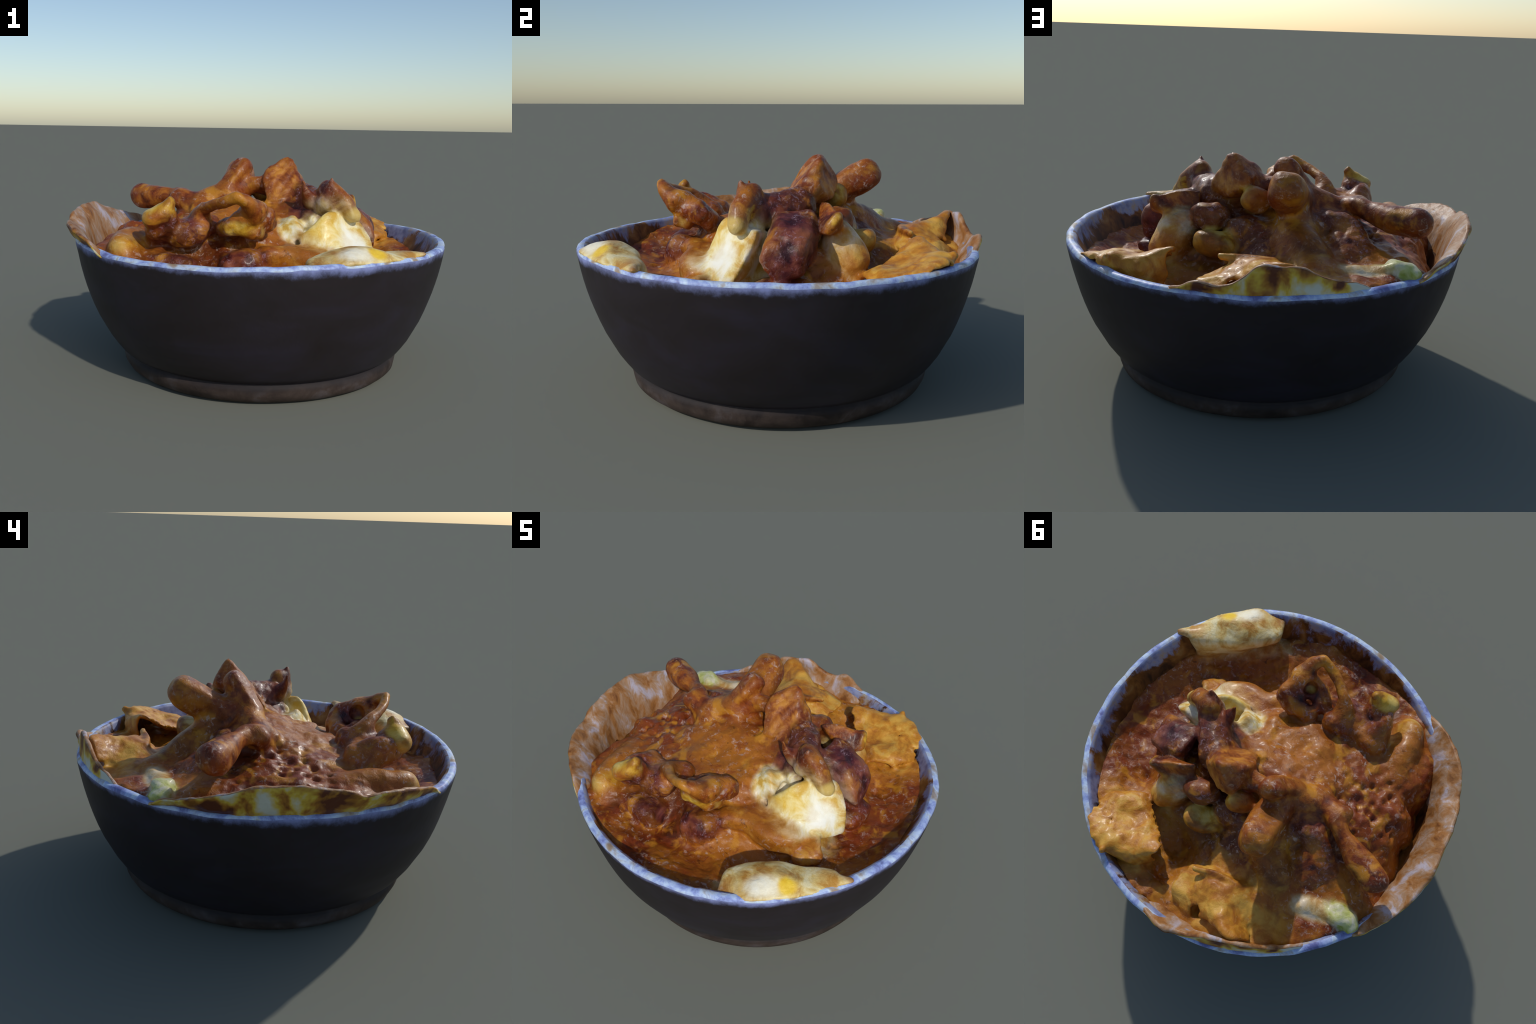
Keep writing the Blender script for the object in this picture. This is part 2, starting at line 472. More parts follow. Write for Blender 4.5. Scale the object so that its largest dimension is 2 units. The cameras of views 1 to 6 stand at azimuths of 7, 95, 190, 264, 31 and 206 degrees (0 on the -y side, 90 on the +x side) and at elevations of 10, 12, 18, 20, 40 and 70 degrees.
class Chain:
    """Round strands and beans: points (x, y, z, radius) joined by tapering capsules."""
    def __init__(self, *pts): self.p = np.array(pts, float)
    def box(self):
        return (self.p[:, :3] - self.p[:, 3:]).min(0), (self.p[:, :3] + self.p[:, 3:]).max(0)
    def dist(self, P):
        best = None
        for a, b in zip(self.p, self.p[1:]):
            ab = b[:3] - a[:3]
            t = np.clip(((P - a[:3]) @ ab) / (ab @ ab), 0, 1)
            d = np.linalg.norm(P - a[:3] - t[..., None] * ab, axis=-1) - (a[3] + t * (b[3] - a[3]))
            best = d if best is None else np.minimum(best, d)
        return best
    def spot(self, grow=1.08):
        lo, hi = self.box()
        a, b = self.p[0, :3], self.p[-1, :3]
        L = np.linalg.norm(b - a) / 2 + self.p[[0, -1], 3].mean()
        w = self.p[:, 3].max()
        c = Chunk((a + b) / 2, b - a if np.linalg.norm(b - a) > 1e-6 else (1, 0, 0), (L, w, w))
        return tuple((lo + hi) / 2), tuple(np.array((L, w, w)) * grow), c.rot()

class Sheet:
    """A limp sheet: a grid of control points smoothed with a Catmull-Rom surface."""
    def __init__(self, rows, thick, n=26, ragged=0):
        G = np.array(rows, float)
        G = self._cr(G, n); G = self._cr(G.transpose(1, 0, 2), n).transpose(1, 0, 2)
        q = G.reshape(-1, 3)
        if ragged:      # torn edges and a few holes
            u, v = np.meshgrid(np.linspace(0, 1, n), np.linspace(0, 1, n), indexing='ij')
            edge = np.minimum(v, 1 - v).ravel()
            tear = value_noise(q, 16, ragged) * 0.6 + value_noise(q, 33, ragged + 3) * 0.4
            q = q[(tear < 0.05 + edge * 3.2) & (tear < 0.56)]
        self.q = q; self.t = thick
    @staticmethod
    def _cr(G, n):
        E = np.concatenate([[2 * G[0] - G[1]], G, [2 * G[-1] - G[-2]]])
        out = []
        for s in np.linspace(0, len(G) - 1, n):
            i = min(int(s), len(G) - 2); t = s - i
            a, b, c, d = E[i], E[i + 1], E[i + 2], E[i + 3]
            out.append(0.5 * (2 * b + (c - a) * t + (2 * a - 5 * b + 4 * c - d) * t * t + (3 * b - a - 3 * c + d) * t ** 3))
        return np.array(out)
    def box(self): return self.q.min(0) - self.t, self.q.max(0) + self.t
    def dist(self, P):
        # only the cells round each sample are visited
        best = np.full(P.shape[:-1], 0.25, np.float32); P = P.astype(np.float32)
        first, last = P[0, 0, 0], P[-1, -1, -1]
        size = np.array(P.shape[:3]); step = (last - first) / (size - 1)
        reach = np.ceil((self.t + 0.055) / step).astype(int)
        for q in self.q.astype(np.float32):
            c = np.round((q - first) / step).astype(int)
            a = np.clip(c - reach, 0, size); b = np.clip(c + reach + 1, 0, size)
            w = (slice(a[0], b[0]), slice(a[1], b[1]), slice(a[2], b[2]))
            d = P[w] - q
            best[w] = np.minimum(best[w], (d * d).sum(-1))
        return np.sqrt(best) - self.t
    def spot(self, grow=1.1):
        lo, hi = self.box()
        return tuple((lo + hi) / 2), tuple((hi - lo) / 2 * grow * 1.3), (0, 0, 0)

class Hull:
    """A chunk with cut faces: the convex solid round a few corners, edges softened."""
    def __init__(self, corners, soft):
        C = np.array(corners, float); self.C = C; self.soft = soft
        planes = []
        n = len(C)
        for i in range(n):
            for j in range(i + 1, n):
                for k in range(j + 1, n):
                    m = np.cross(C[j] - C[i], C[k] - C[i])
                    if np.linalg.norm(m) < 1e-7: continue
                    m = unit(m); d = (C - C[i]) @ m
                    if (d < 1e-6).all(): planes.append((m, C[i] @ m))
                    elif (d > -1e-6).all(): planes.append((-m, -(C[i] @ m)))
        keep = []
        for m, d in planes:         # a face with more than three corners counts once
            if not any(m @ q[0] > 0.985 and abs(d - q[1]) < 0.012 for q in keep): keep.append((m, d))
        self.N = np.array([p[0] for p in keep]); self.D = np.array([p[1] for p in keep])
        c = C.mean(0); u, s, vt = np.linalg.svd(C - c)
        r = np.abs((C - c) @ vt.T).max(0)
        self.fit = Chunk(c, vt[0], (r[0], r[1], r[2]), up=vt[2])
        if np.linalg.det(self.fit.M) < 0: self.fit.M[1] *= -1
    def box(self): return self.C.min(0), self.C.max(0)
    def dist(self, P):
        d = P @ self.N.T - self.D
        top = d.max(-1)
        return top + self.soft * 0.5 * np.log(np.exp((d - top[..., None]) / (self.soft * 0.5)).sum(-1)) - self.soft * 0.7
    def spot(self, grow=1.1): return self.fit.spot(grow)

# colour sets
BEAN_C = [(0.075, 0.013, 0.005, 1), (0.22, 0.048, 0.009, 1), (0.43, 0.145, 0.017, 1)]
RIB_C = [(0.15, 0.030, 0.008, 1), (0.33, 0.095, 0.013, 1), (0.52, 0.210, 0.028, 1)]
MEAT_C = [(0.034, 0.007, 0.007, 1), (0.110, 0.020, 0.014, 1), (0.22, 0.055, 0.022, 1)]
GREYMEAT_C = [(0.036, 0.008, 0.012, 1), (0.105, 0.022, 0.024, 1), (0.21, 0.062, 0.045, 1)]
EGG_C = [(0.50, 0.25, 0.045, 1), (0.72, 0.52, 0.18, 1), (0.84, 0.72, 0.40, 1)]
POTATO_C = [(0.68, 0.42, 0.07, 1), (0.84, 0.70, 0.32, 1), (0.92, 0.87, 0.66, 1)]
GOLD_C = [(0.36, 0.15, 0.012, 1), (0.62, 0.35, 0.030, 1), (0.74, 0.52, 0.13, 1)]
CHEESE_C = [(0.38, 0.13, 0.014, 1), (0.56, 0.24, 0.026, 1), (0.66, 0.36, 0.060, 1)]
RIMFOOD_C = [(0.50, 0.27, 0.07, 1), (0.64, 0.46, 0.22, 1), (0.72, 0.60, 0.42, 1)]
ONION_C = [(0.30, 0.34, 0.04, 1), (0.52, 0.54, 0.20, 1), (0.66, 0.62, 0.45, 1)]
GRAVY_C = [DARK_SAUCE, (0.14, 0.048, 0.008, 1), (0.33, 0.17, 0.022, 1)]
GOLDGRAVY_C = [BROWN_SAUCE, OCHRE_SAUCE, (0.58, 0.27, 0.035, 1)]

# every piece: name, form, colours, blend with the sauce, relief kind
PIECES = [
    # pale potato wedges
    ('potato_chunk', Hull([(.395, -.215, .865), (.265, -.285, .71), (.49, -.33, .61), (.655, -.17, .60), (.535, -.07, .815), (.42, -.04, .80),
                           (.36, -.04, .62), (.33, -.34, .63)], .016), POTATO_C, 0.019, 'potato'),
    ('potato_chunk', Hull([(.20, -.19, .84), (.13, -.225, .735), (.26, -.26, .75), (.255, -.13, .80), (.13, -.12, .79), (.2, -.15, .70), (.2, -.28, .70)], .016), POTATO_C, 0.022, 'potato'),
    # beans standing out of the top
    ('bean', Chain((-.46, .135, .89, .050), (-.53, .185, .875, .047), (-.63, .245, .862, .068), (-.73, .297, .863, .074)), BEAN_C, 0.031, 'bean'),
    ('bean', Chunk((-.16, .345, .966), (-.02, .20, .108), (.180, .084, .080), 3.0), BEAN_C, 0.031, 'bean'),
    ('bean', Chunk((-.15, .145, .995), (.07, .12, .13), (.125, .060, .058), 3.0), BEAN_C, 0.043, 'bean'),
    ('bean', Chain((-.455, .08, .878, .055), (-.34, .08, .845, .082), (-.20, .12, .87, .09), (-.17, .21, .885, .085)), BEAN_C, 0.050, 'bean'),
    ('meat_chunk', Hull([(.163, .192, 1.120), (.240, .205, .985), (.02, .11, 1.025), (.035, .025, .895), (.235, .035, .88), (.06, .265, 1.0), (.14, .275, .92)], .022), RIB_C, 0.031, 'ribbed'),
    ('sauce_fold', Chain((-.12, .16, .94, .05), (-.02, .17, .955, .045), (.07, .17, .95, .055)), BEAN_C, .04, 'bean'),
    # spiky meat to the right
    ('meat_chunk', Chain((.385, -.105, .892, .07), (.325, -.015, .875, .092), (.27, .09, .87, .085)), MEAT_C, 0.043, 'meat'),
    ('meat_chunk', Chain((.21, -.04, .785, .06), (.31, -.09, .80, .06)), MEAT_C, 0.031, 'meat'),
    ('sauce_peak', Chain((.385, -.11, .905, .06), (.399, -.138, .968, .026), (.403, -.15, 1.012, .007)), MEAT_C, 0.031, 'bean'),
    ('sauce_peak', Chain((.29, -.08, .90, .045), (.25, -.118, .96, .017), (.236, -.128, 1.0, .006)), MEAT_C, 0.019, 'bean'),
    ('meat_chunk', Hull([(.56, .03, .845), (.50, .17, .84), (.645, .15, .755), (.640, -.04, .705), (.625, .145, .65), (.625, .05, .62),
                         (.44, -.04, .68), (.44, .19, .68), (.41, .01, .885), (.41, .15, .885)], .02), GREYMEAT_C, 0.022, 'meat'),
    ('potato_chunk', Hull([(.425, .245, .935), (.52, .285, .90), (.54, .235, .825), (.39, .18, .82), (.30, .19, .915), (.31, .25, .81), (.45, .31, .84)], .02), BEAN_C, 0.031, 'bean'),
    ('potato_chunk', Chain((.52, .275, .885, .022), (.527, .245, .85, .02)), GOLD_C, 0.019, 'potato'),
    ('meat_chunk', Chunk((.23, .285, .822), (.8, .4, -.1), (.09, .07, .075), 2.4), MEAT_C, 0.037, 'meat'),
    ('sauce_drip', Chain((.40, -.10, .95, .055), (.475, -.14, .90, .05), (.522, -.162, .845, .042)), [MEAT_C[1], BEAN_C[1], GOLD_C[1]], 0.022, 'bean'),
    ('potato_chunk', Chunk((.405, .31, .715), (.5, .5, -.8), (.15, .08, .092), 2.6), POTATO_C, 0.025, 'potato'),
    ('potato_chunk', Chunk((.18, .38, .72), (.9, .2, .1), (.105, .075, .068), 2.5), GOLD_C, 0.031, 'potato'),
    ('potato_chunk', Chain((-.20, .33, .785, .088), (-.28, .45, .71, .088), (-.35, .57, .65, .075)), GRAVY_C, 0.062, 'bean'),
    ('meat_chunk', Chunk((.03, .295, .755), (1, .15, 0), (.11, .07, .07), 2.6), MEAT_C, 0.037, 'meat'),
    ('potato_chunk', Chunk((.02, .265, .91), (.6, .2, .4), (.075, .05, .055), 2.5), GOLD_C, 0.025, 'potato'),
    ('meat_chunk', Chunk((-.35, .20, .79), (1, .3, .2), (.10, .085, .085), 2.4), GREYMEAT_C, 0.037, 'meat'),
    ('meat_chunk', Hull([(-.36, .35, .775), (-.425, .50, .70), (-.51, .24, .835), (-.585, .37, .70), (-.40, .25, .835), (-.42, .47, .62), (-.56, .41, .62), (-.36, .37, .65)], .02), BEAN_C, 0.031, 'meat'),
    # lump with the hanging strand
    ('meat_chunk', Chain((-.10, -.45, .80, .05), (-.05, -.50, .815, .052), (.025, -.495, .855, .078), (.085, -.415, .82, .062), (.03, -.38, .79, .06), (-.06, -.38, .79, .045)), MEAT_C, 0.019, 'meat'),
    ('potato_chunk', Chain((-.10, -.50, .79, .03), (-.04, -.515, .805, .05), (.03, -.50, .785, .045), (.06, -.46, .765, .03)), GOLD_C, 0.012, 'potato'),
    ('sauce_strand', Chain((.05, -.51, .89, .06), (.01, -.585, .94, .036), (-.025, -.622, .958, .026), (-.09, -.60, .932, .024),
                           (-.15, -.555, .912, .022), (-.20, -.50, .88, .028), (-.23, -.46, .82, .05)), BEAN_C, 0.015, 'bean'),
    ('meat_chunk', Chain((-.37, -.545, .82, .065), (-.42, -.545, .80, .066), (-.42, -.40, .75, .08)), MEAT_C, 0.031, 'meat'),
    ('meat_chunk', Chunk((-.285, -.485, .77), (1, -.2, 0), (.11, .07, .07), 2.6), GREYMEAT_C, 0.025, 'meat'),
    ('potato_chunk', Chain((-.44, -.585, .855, .048), (-.385, -.565, .885, .05), (-.358, -.56, .925, .03), (-.354, -.558, .952, .012)), GOLD_C, 0.019, 'potato'),
    ('meat_chunk', Chain((-.20, -.40, .80, .062), (-.33, -.42, .75, .07)), BEAN_C, 0.043, 'meat'),
    ('meat_chunk', Chunk((-.33, -.545, .61), (1, -.1, 0), (.12, .08, .062), 2.8), GREYMEAT_C, 0.025, 'meat'),
    ('potato_chunk', Chain((-.60, -.28, .70, .06), (-.60, -.46, .695, .082), (-.57, -.57, .67, .08)), GOLDGRAVY_C, 0.037, 'potato'),
    ('meat_chunk', Hull([(-.12, -.47, .665), (-.10, -.58, .65), (.08, -.42, .665), (.07, -.56, .66), (0, -.52, .70), (-.13, -.45, .56), (.1, -.45, .56), (0, -.62, .56)], .02), MEAT_C, 0.022, 'crumbly'),
    ('sauce_peak', Chain((.09, -.46, .64, .035), (.105, -.49, .672, .014)), MEAT_C, 0.012, 'bean'),
    ('potato_chunk', Chunk((.31, -.345, .615), (1, -.1, -.10), (.195, .098, .082), 2.6), GOLDGRAVY_C, 0.025, 'potato'),
    ('potato_chunk', Chunk((.13, -.40, .655), (1, .3, 0), (.085, .065, .055), 2.4), GOLDGRAVY_C, 0.025, 'potato'),
    ('meat_chunk', Hull([(.45, -.34, .625), (.56, -.27, .63), (.60, -.35, .61), (.50, -.42, .60), (.45, -.40, .56), (.62, -.36, .56), (.53, -.44, .56), (.50, -.24, .56)], .012), GOLDGRAVY_C, 0.019, 'meat'),
    ('meat_chunk', Chunk((.59, .02, .575), (.4, .9, 0), (.115, .08, .05), 2.4), MEAT_C, 0.025, 'crumbly'),
    # pale fold leaning on the near rim
    ('potato_chunk', Sheet([[(.36, -.865, .680), (.50, -.84, .695), (.68, -.70, .70), (.85, -.53, .688)],
                            [(.345, -.815, .698), (.48, -.77, .728), (.62, -.675, .730), (.80, -.54, .700)],
                            [(.335, -.765, .69), (.42, -.67, .69), (.58, -.59, .70), (.755, -.53, .69)],
                            [(.36, -.77, .60), (.44, -.70, .59), (.59, -.60, .59), (.73, -.53, .60)]], .024, 34), EGG_C, .03, 'potato'),
    ('potato_chunk', Chain((.40, -.80, .650, .045), (.47, -.755, .665, .05), (.60, -.66, .665, .055), (.74, -.56, .65, .045)), EGG_C, .04, 'potato'),
    # melted cheese sheets
    ('cheese_sheet', Sheet([[(.49, .38, .64), (.53, .39, .655), (.58, .40, .645), (.64, .43, .60)],
                            [(.42, .49, .655), (.49, .53, .69), (.60, .56, .69), (.76, .56, .655)],
                            [(.305, .635, .745), (.42, .66, .735), (.54, .67, .72), (.68, .66, .69)],
                            [(.33, .705, .73), (.44, .745, .715), (.53, .752, .72), (.61, .74, .705)],
                            [(.34, .69, .62), (.42, .715, .60), (.50, .725, .60), (.60, .725, .60)]], .015, 34, 7), CHEESE_C, .018, 'sheet'),
    ('sauce_peak', Chain((.55, .72, .705, .022), (.53, .752, .735, .012)), CHEESE_C, .02, 'sheet'),
    ('cheese_sheet', Sheet([[(.10, .60, .65), (-.05, .60, .67), (-.20, .58, .69), (-.30, .60, .69)],
                            [(.13, .69, .68), (-.02, .69, .725), (-.15, .69, .735), (-.28, .70, .70)],
                            [(.14, .76, .68), (0, .77, .71), (-.16, .80, .76), (-.28, .78, .71)],
                            [(.12, .80, .62), (-.05, .84, .68), (-.235, .855, .785), (-.32, .84, .72)]], .015, 34, 12), CHEESE_C, 0.019, 'sheet'),
    ('sauce_peak', Chain((.085, .63, .74, .016), (-.02, .615, .745, .018), (-.135, .615, .725, .022)), BEAN_C, 0.025, 'bean'),
    # sliver of onion and the pale scrap under it
    ('onion_piece', Chain((-.455, .56, .685, .03), (-.56, .54, .70, .038), (-.655, .53, .735, .036)), RIMFOOD_C, 0.025, 'sheet'),
    ('onion_piece', Chain((-.64, .50, .735, .03), (-.70, .52, .725, .042), (-.735, .545, .71, .03)), ONION_C, 0.019, 'sheet'),
]

def build_stew():
    h = 0.0085
    lo = np.array([-1.02, -1.02, 0.38]); hi = np.array([1.02, 1.02, 1.16])
    dim = np.ceil((hi - lo) / h).astype(int)
    ax = [lo[k] + h * np.arange(dim[k]) for k in range(3)]
    X, Y = np.meshgrid(ax[0], ax[1], indexing='ij')
    H = sauce_height(X, Y)
    R = np.hypot(X, Y); TH = np.arctan2(Y, X)
    wall = (inner_radius(ax[2])[None, None, :] + 0.012) * (rim_radius(TH) / 0.9765)[:, :, None]
    Z = ax[2][None, None, :]
    field = np.maximum((Z - H[:, :, None]) * 0.75, R[:, :, None] - wall).astype(np.float32)
    raw = field.copy()
    label = np.zeros(field.shape, np.int16)
    for idx, (name, form, cols, k, relief) in enumerate(PIECES, 1):
        a, b = form.box()
        pad = 0.05
        i0 = np.clip(((a - pad - lo) / h).astype(int), 0, dim - 1)
        i1 = np.clip(((b + pad - lo) / h).astype(int) + 2, 1, dim)
        sl = tuple(slice(p, q) for p, q in zip(i0, i1))
        P = np.stack(np.meshgrid(*[ax[c][sl[c]] for c in range(3)], indexing='ij'), -1)
        # a little warp keeps the forms from looking turned on a lathe
        ph = idx * 1.7
        P = P + (0.015 if relief == 'sheet' else 0.009) * np.stack([np.sin(13 * P[..., 1] + 5 * P[..., 2] + ph) + 0.6 * np.sin(29 * P[..., 2] - 11 * P[..., 0] + 2 * ph),
                                  np.sin(12 * P[..., 2] - 6 * P[..., 0] + 3 * ph) + 0.6 * np.sin(27 * P[..., 0] + 13 * P[..., 1] + ph),
                                  np.sin(14 * P[..., 0] + 4 * P[..., 1] + 5 * ph) + 0.6 * np.sin(31 * P[..., 1] - 9 * P[..., 2] + 4 * ph)], -1)
        d = form.dist(P).astype(np.float32)
        f = field[sl]
        w = np.maximum(k - np.abs(f - d), 0) / k
        field[sl] = np.minimum(f, d) - w * w * k * 0.25
        r = raw[sl]
        near = d < r
        label[sl] = np.where(near, idx, label[sl]); raw[sl] = np.where(near, d, r)
    G = np.stack(np.broadcast_arrays(X[:, :, None], Y[:, :, None], Z), -1)
    for c, r in HOLLOWS:
        near = tuple(slice(max(int((c[a] - r - 0.08 - lo[a]) / h), 0), int((c[a] + r + 0.08 - lo[a]) / h)) for a in range(3))
        d = r - np.linalg.norm(G[near] - np.array(c), axis=-1).astype(np.float32)
        f = field[near]
        w = np.maximum(0.03 - np.abs(f - d), 0) / 0.03
        field[near] = np.maximum(f, d) + w * w * 0.03 * 0.25
    # nothing pokes through the bowl wall, and the solid is closed at the bottom
    outer = (rim_radius(TH) - 0.018)[:, :, None]
    below = np.clip((0.72 - Z) / 0.02, 0, 1)
    field = np.where(below > 0, np.maximum(field, (R[:, :, None] - outer) - (1 - below) * 0.1), field)
    field = np.maximum(field, 0.395 - Z)
    field[0], field[-1] = 1, 1
    field[:, 0], field[:, -1] = 1, 1
    field[:, :, 0], field[:, :, -1] = 1, 1
    V, F, cell = surface_net(field, lo, h)
    lab = label[cell[:, 0], cell[:, 1], cell[:, 2]]
    V = relax(V, F, 2)
    N = vertex_normals(V, F)
    # surface relief by kind of food
    kinds = np.array([''] + [p[4] for p in PIECES])[lab]
    amp = np.zeros(len(V))
    lumps = fbm(V, 9, 3, 3); fine = fbm(V, 26, 11, 3); coarse = fbm(V, 4.5, 31, 2)
    cell_d = cells(V * np.array([1, .8, 1]), 25, 40)
    amp += np.where(kinds == '', lumps * 0.023 + fine * 0.007, 0)
    amp += np.where(kinds == 'meat', lumps * 0.012 + fine * 0.010, 0)
    amp += np.where(kinds == 'crumbly', lumps * 0.014 + fine * 0.013, 0)
    amp += np.where(kinds == 'bean', lumps * 0.008 + fine * 0.0025, 0)
    amp += np.where(kinds == 'potato', lumps * 0.006 + fine * 0.0025, 0)
    amp += np.where(kinds == 'sheet', lumps * 0.013 + fine * 0.007, 0)
    ribs = np.sin((V @ unit((.85, -.2, -.5))) * 2 * np.pi / 0.045 + lumps * 3)
    amp += np.where(kinds == 'ribbed', ribs * 0.0022 + fine * 0.004, 0)
    # pocked slope on the -x side
    pock = smooth01(1.25 - np.hypot((V[:, 0] + .58) / .24, (V[:, 1] + .01) / .36)) * (kinds == '')
    scatter = smooth01(fbm(V, 11, 51, 2) * 1.6 + 0.6)
    amp -= pock * scatter * smooth01((0.54 - cell_d) / 0.4) * 0.032
    amp += pock * smooth01((cell_d - 0.6) / 0.4) * 0.010
    for _ in range(2):      # soften steps between kinds
        amp = relax(amp[:, None], F, 1)[:, 0]
    V = V + N * amp[:, None]
    N = vertex_normals(V, F)
    face_lab = np.sort(lab[F], axis=1)[:, 1]
    return V, F, N, face_lab

def relax(V, F, times):
    for _ in range(times):
        S = np.zeros_like(V); C = np.zeros(len(V))
        for a, b in ((0, 1), (1, 2), (2, 3), (3, 0)):
            for p, q in ((a, b), (b, a)):
                np.add.at(S, F[:, p], V[F[:, q]]); np.add.at(C, F[:, p], 1)
        V = V * 0.45 + 0.55 * S / np.maximum(C, 1)[:, None]
    return V

def surface_net(f, lo, h):
    """Naive surface nets: a quad mesh of the zero level of a sampled field."""
    nx, ny, nz = f.shape
    inside = f < 0
    corner = [(i, j, k) for i in (0, 1) for j in (0, 1) for k in (0, 1)]
    cnt = np.zeros((nx - 1, ny - 1, nz - 1), np.int8)
    for i, j, k in corner:
        cnt += inside[i:nx - 1 + i, j:ny - 1 + j, k:nz - 1 + k]
    act = np.argwhere((cnt > 0) & (cnt < 8))
    index = np.full(cnt.shape, -1, np.int64)
    index[act[:, 0], act[:, 1], act[:, 2]] = np.arange(len(act))
    vals = {c: f[act[:, 0] + c[0], act[:, 1] + c[1], act[:, 2] + c[2]].astype(float) for c in corner}
    S = np.zeros((len(act), 3)); n = np.zeros(len(act))
    for c in corner:
        for axis in range(3):
            if c[axis]: continue
            e = list(c); e[axis] = 1; e = tuple(e)
            va, vb = vals[c], vals[e]
            cross = (va < 0) != (vb < 0)
            t = np.where(cross, va / np.where(cross, va - vb, 1), 0)
            P = np.tile(np.array(c, float), (len(act), 1)); P[:, axis] = t
            S += P * cross[:, None]; n += cross
    V = lo + h * (act + S / n[:, None])
    quads = []
    for axis in range(3):
        u, v = (axis + 1) % 3, (axis + 2) % 3
        a = np.take(inside, range(f.shape[axis] - 1), axis); b = np.take(inside, range(1, f.shape[axis]), axis)
        E = np.argwhere(a != b)
        E = E[(E[:, u] > 0) & (E[:, v] > 0) & (E[:, u] < f.shape[u] - 1) & (E[:, v] < f.shape[v] - 1)]
        flip = a[E[:, 0], E[:, 1], E[:, 2]]
        q = []
        for du, dv in ((-1, -1), (0, -1), (0, 0), (-1, 0)):
            c = E.copy(); c[:, u] += du; c[:, v] += dv
            q.append(index[c[:, 0], c[:, 1], c[:, 2]])
        q = np.stack(q, 1)
        q[~flip] = q[~flip][:, ::-1]
        quads.append(q)
    F = np.concatenate(quads)
    return V, F, act

def stew_objects(parent):
    V, F, N, lab = build_stew()
    specs = {}
    spots = []
    for name, form, cols, k, relief in PIECES:
        c, r, rot = form.spot(1.6) if name == 'onion_piece' else form.spot()
        spots.append((c, r, rot, cols, 0.40, 1.0))
    # the yolk and the white of the fold at the rim, pale bellies of the wedges
    spots.append(((.53, -.79, .735), (.085, .06, .05), (0, 0, .5), [(0.90, 0.82, 0.58, 1), (0.94, 0.90, 0.74, 1)], 0.5, 0.9))
    spots.append(((.625, -.73, .735), (.045, .05, .05), (0, 0, .7), [(0.80, 0.46, 0.02, 1), (0.88, 0.60, 0.04, 1)], 0.4, 0.95))
    spots.append(((.36, -.25, .77), (.11, .07, .07), (0, .5, 0), [(0.80, 0.50, 0.05, 1), (0.88, 0.66, 0.16, 1)], 0.5, 0.75))
    spots.append(((.53, -.22, .71), (.085, .085, .08), (0, 0, 0), [(0.92, 0.88, 0.72, 1), (0.95, 0.93, 0.82, 1)], 0.5, 0.85))
    # meat juice round the dark peak, yellow underside of the overhanging lump
    spots.append(((.345, -.05, .895), (.12, .085, .075), (0, 0, 0), MEAT_C, 0.35, 0.95))
    spots.append(((.26, -.065, .825), (.12, .075, .075), (0, 0, 0), MEAT_C, 0.35, 0.9))
    spots.append(((-.02, -.54, .80), (.09, .05, .045), (0, 0, 0), GOLD_C, 0.4, 0.95))
    spots.append(((-.40, -.57, .89), (.09, .06, .055), (0, 0, 0), GOLD_C, 0.4, 0.9))
    spots.append(((-.585, -.575, .70), (.075, .075, .06), (0, 0, 0), GOLD_C, 0.4, 0.8))
    spots.append(((.525, -.165, .84), (.05, .05, .045), (0, 0, 0), [(0.66, 0.46, 0.12, 1), (0.74, 0.60, 0.26, 1)], 0.45, 0.85))
    specs[0] = ('sauce', food_material('brown_sauce', [sp for sp in spots if sp[3][-1][0] > 0.5]))
    for idx, (name, form, cols, k, relief) in enumerate(PIECES, 1):
        # the colours of touching neighbours run on across the border, in one order everywhere
        lo, hi = form.box()
        near = [sp for q, sp in enumerate(spots) if q + 1 == idx or
                np.linalg.norm(np.maximum(np.maximum(lo - sp[0], np.array(sp[0]) - hi), 0)) < max(sp[1]) * 1.65]
        grain = None
        if relief in ('meat', 'crumbly'):
            grain = (40, 0.52, 0.66, (0.38, 0.25, 0.30, 1), 0.65)  # bluish specks: wet highlights drawn into the meat colour
        elif relief in ('bean', 'ribbed'):
            grain = (30, 0.54, 0.70, (0.58, 0.36, 0.20, 1), 0.5)
        elif relief == 'sheet':
            grain = (20, 0.55, 0.72, (0.70, 0.50, 0.26, 1), 0.5)
        specs[idx] = (name, food_material('%s_surface' % name, near, 0.40, grain))
    made = split(V, F, N, lab, specs, parent)
    return made

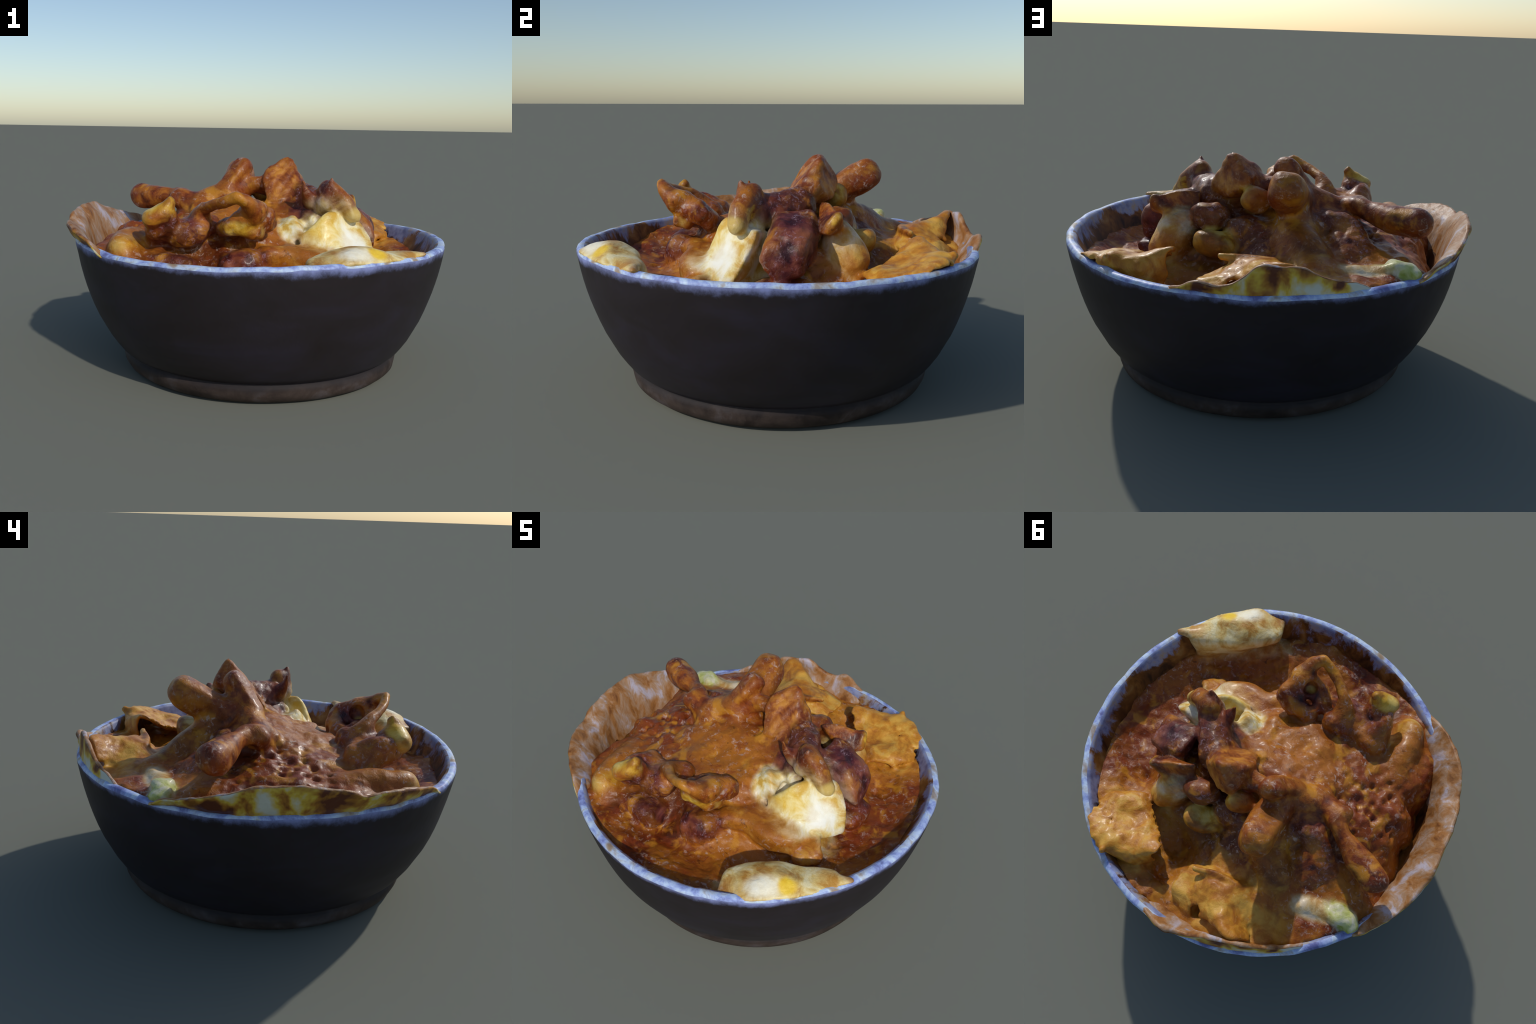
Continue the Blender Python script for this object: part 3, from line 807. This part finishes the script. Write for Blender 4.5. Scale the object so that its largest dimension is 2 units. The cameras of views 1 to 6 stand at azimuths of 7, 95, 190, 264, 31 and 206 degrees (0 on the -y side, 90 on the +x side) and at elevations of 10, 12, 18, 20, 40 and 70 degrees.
# ------------------------------------------------------------------ crusts climbing over the rim
def crust(name, th_deg, tops, out_r, inner, mat, parent, lumps=0.010, seed=70):
    """A wall of food stuck to the rim: its crest height follows tops(angle);
    inner is a list of (radius, height offset) running down the inside face."""
    a0, a1 = th_deg[0], th_deg[-1]
    th = np.radians(np.linspace(a0, a1, 150))
    top = np.interp(np.degrees(th), th_deg, tops)
    top = np.convolve(np.pad(top, 4, mode='edge'), np.ones(9) / 9, 'valid')
    rad = np.interp(np.degrees(th), th_deg, out_r)
    arc = np.stack([np.cos(th), np.sin(th), th * 0], 1)
    frill = fbm(arc, 9, seed + 20, 3)
    top = top + frill * 0.014 * np.clip((top - rim_height(th)) / 0.05, 0, 1)
    base = rim_height(th)
    fade = smooth01(np.minimum(th - th[0], th[-1] - th) / math.radians(7))
    ring = []
    rr = rim_radius(th)
    lift = np.maximum(top - base, 0.0)
    thick = 0.016
    # outside face, from just inside the lip crest up to the crest of the crust
    ring.append((rr - 0.030, base - 0.030))
    ring.append((rr - 0.012, base - 0.004))
    for t in (0.25, 0.5, 0.75, 1.0):
        ring.append((rr - 0.012 + (rad - rr + 0.012) * t ** 0.5, base + lift * t - 0.012 * t))
    ring.append((rad - thick * 0.4, base + lift - 0.002))
    ring.append((rad - thick * 1.1, base + lift))
    ring.append((rad - thick * 1.9, base + lift - 0.010))
    for r, dz, f in inner:          # f: 0 follows the rim, 1 follows the crest
        ring.append((rr * r * fade + (rr - 0.045) * (1 - fade), base + lift * f + dz * fade - 0.03 * (1 - fade)))
    ring = [(np.asarray(r), np.asarray(z) - 0.022 * (1 - fade)) for r, z in ring]      # the ends sink into the lip
    # subdivide the section
    fine = []
    for (ra, za), (rb, zb) in zip(ring, ring[1:]):
        for t in (0, 1 / 3, 2 / 3):
            fine.append((ra + (rb - ra) * t, za + (zb - za) * t))
    fine.append(ring[-1])
    V = np.stack([np.stack([r * np.cos(th), r * np.sin(th), z], 1) for r, z in fine])
    m, n = V.shape[:2]
    V = V.reshape(-1, 3)
    i, j = np.meshgrid(np.arange(m), np.arange(n - 1), indexing='ij')
    k = (i + 1) % m
    F = np.stack([i * n + j, k * n + j, k * n + j + 1, i * n + j + 1], -1).reshape(-1, 4)
    V = relax(V, F, 2)
    N = vertex_normals(V, F)
    if N[(m // 3) * n + n // 2] @ np.array([math.cos(th[n // 2]), math.sin(th[n // 2]), 0]) < 0 and True:
        pass
    amp = fbm(V, 8, seed, 3) * lumps + fbm(V, 25, seed + 5, 2) * lumps * 0.3
    streak = fbm(V * np.array([1, 1, .3]), 22, seed + 9, 2) * lumps * 0.4
    V = V + N * (amp + streak)[:, None]
    # end caps
    caps0 = np.arange(m) * n; caps1 = caps0 + n - 1
    c0, c1 = len(V), len(V) + 1
    V = np.concatenate([V, [V[caps0].mean(0)], [V[caps1].mean(0)]])
    tri = []
    for q in range(0, m - 1, 2):
        tri.append((caps0[q], c0, caps0[(q + 2) % m], caps0[q + 1]))
        tri.append((caps1[q], caps1[q + 1], caps1[(q + 2) % m], c1))
    F = np.concatenate([F, np.array(tri)])
    ob = add_object(name, V, F, mat, parent)
    for p, poly in enumerate(ob.data.polygons):
        row = p // (n - 1)
        poly.material_index = 1 if p < m * (n - 1) and row < 3 * 6 - 1 else 0
    return ob

def crust_material(outside):
    m, n, b = material('potato_slices' if outside else 'sauce_streaked_crust')
    vec = n.coords()
    # wet streaks that run down the inside, potato and brown glaze on the outside
    f = n.noise(n.stretch(vec, (1.6, 1.6, 0.8)), 7.5, 6, 0.62, 0.5)
    inner = n.ramp(f, [(0.30, (0.16, 0.055, 0.016, 1)), (0.44, (0.34, 0.15, 0.045, 1)), (0.55, (0.40, 0.25, 0.15, 1)), (0.66, (0.47, 0.42, 0.47, 1))])
    # potato slices and dark glaze show on the outer face, streaked sauce on the inner one
    f2 = n.noise(n.stretch(vec, (1, 1, 0.9)), 7.5, 4, 0.5, 0.3)
    outer = n.ramp(f2, [(0.40, (0.11, 0.028, 0.010, 1)), (0.47, (0.36, 0.15, 0.018, 1)), (0.54, (0.62, 0.42, 0.050, 1)), (0.64, (0.60, 0.60, 0.50, 1))])
    col = outer if outside else inner
    n.link(col, b.inputs['Base Color'])
    b.inputs['Roughness'].default_value = 0.45
    b.inputs['Specular IOR Level'].default_value = 0.3
    n.link(n.bump(n.noise(vec, 30, 5), 0.35, 0.012), b.inputs['Normal'])
    return m

bowl = build_bowl()
stew = bpy.data.objects.new('stew', None)
bpy.context.scene.collection.objects.link(stew); stew.parent = root
stew_objects(stew)
cm = [crust_material(False), crust_material(True)]
crust('crust', [143, 146, 152, 157, 162, 166, 172, 179, 184, 188, 193, 197.5, 202, 206, 212, 218, 223, 229],
      [.705, .722, .752, .774, .793, .815, .836, .842, .839, .832, .818, .790, .803, .800, .785, .760, .730, .700],
      [.965, .98, .995, 1.004, 1.010, 1.010, 1.006, .998, .998, 1.002, 1.010, 1.015, 1.018, 1.018, 1.01, 1.0, .985, .965],
      [(.962, -.050, 1.0), (.930, -.050, .40), (.905, -.09, 0), (.88, -.20, 0), (.93, -.25, 0)], cm, stew)
crust('crust', [72, 77, 80, 84, 86, 89, 93, 96, 98, 102, 106, 110, 114, 118, 122, 127, 130],
      [.695, .705, .715, .745, .745, .725, .742, .775, .812, .818, .810, .795, .765, .740, .738, .728, .700],
      [.955, .965, .975, .985, .985, .965, .955, .945, .94, .935, .935, .935, .935, .935, .935, .935, .935],
      [(.955, -.03, .6), (.935, -.035, .1), (.915, -.05, 0), (.90, -.10, 0), (.93, -.12, 0)], cm, stew, 0.007, 90)
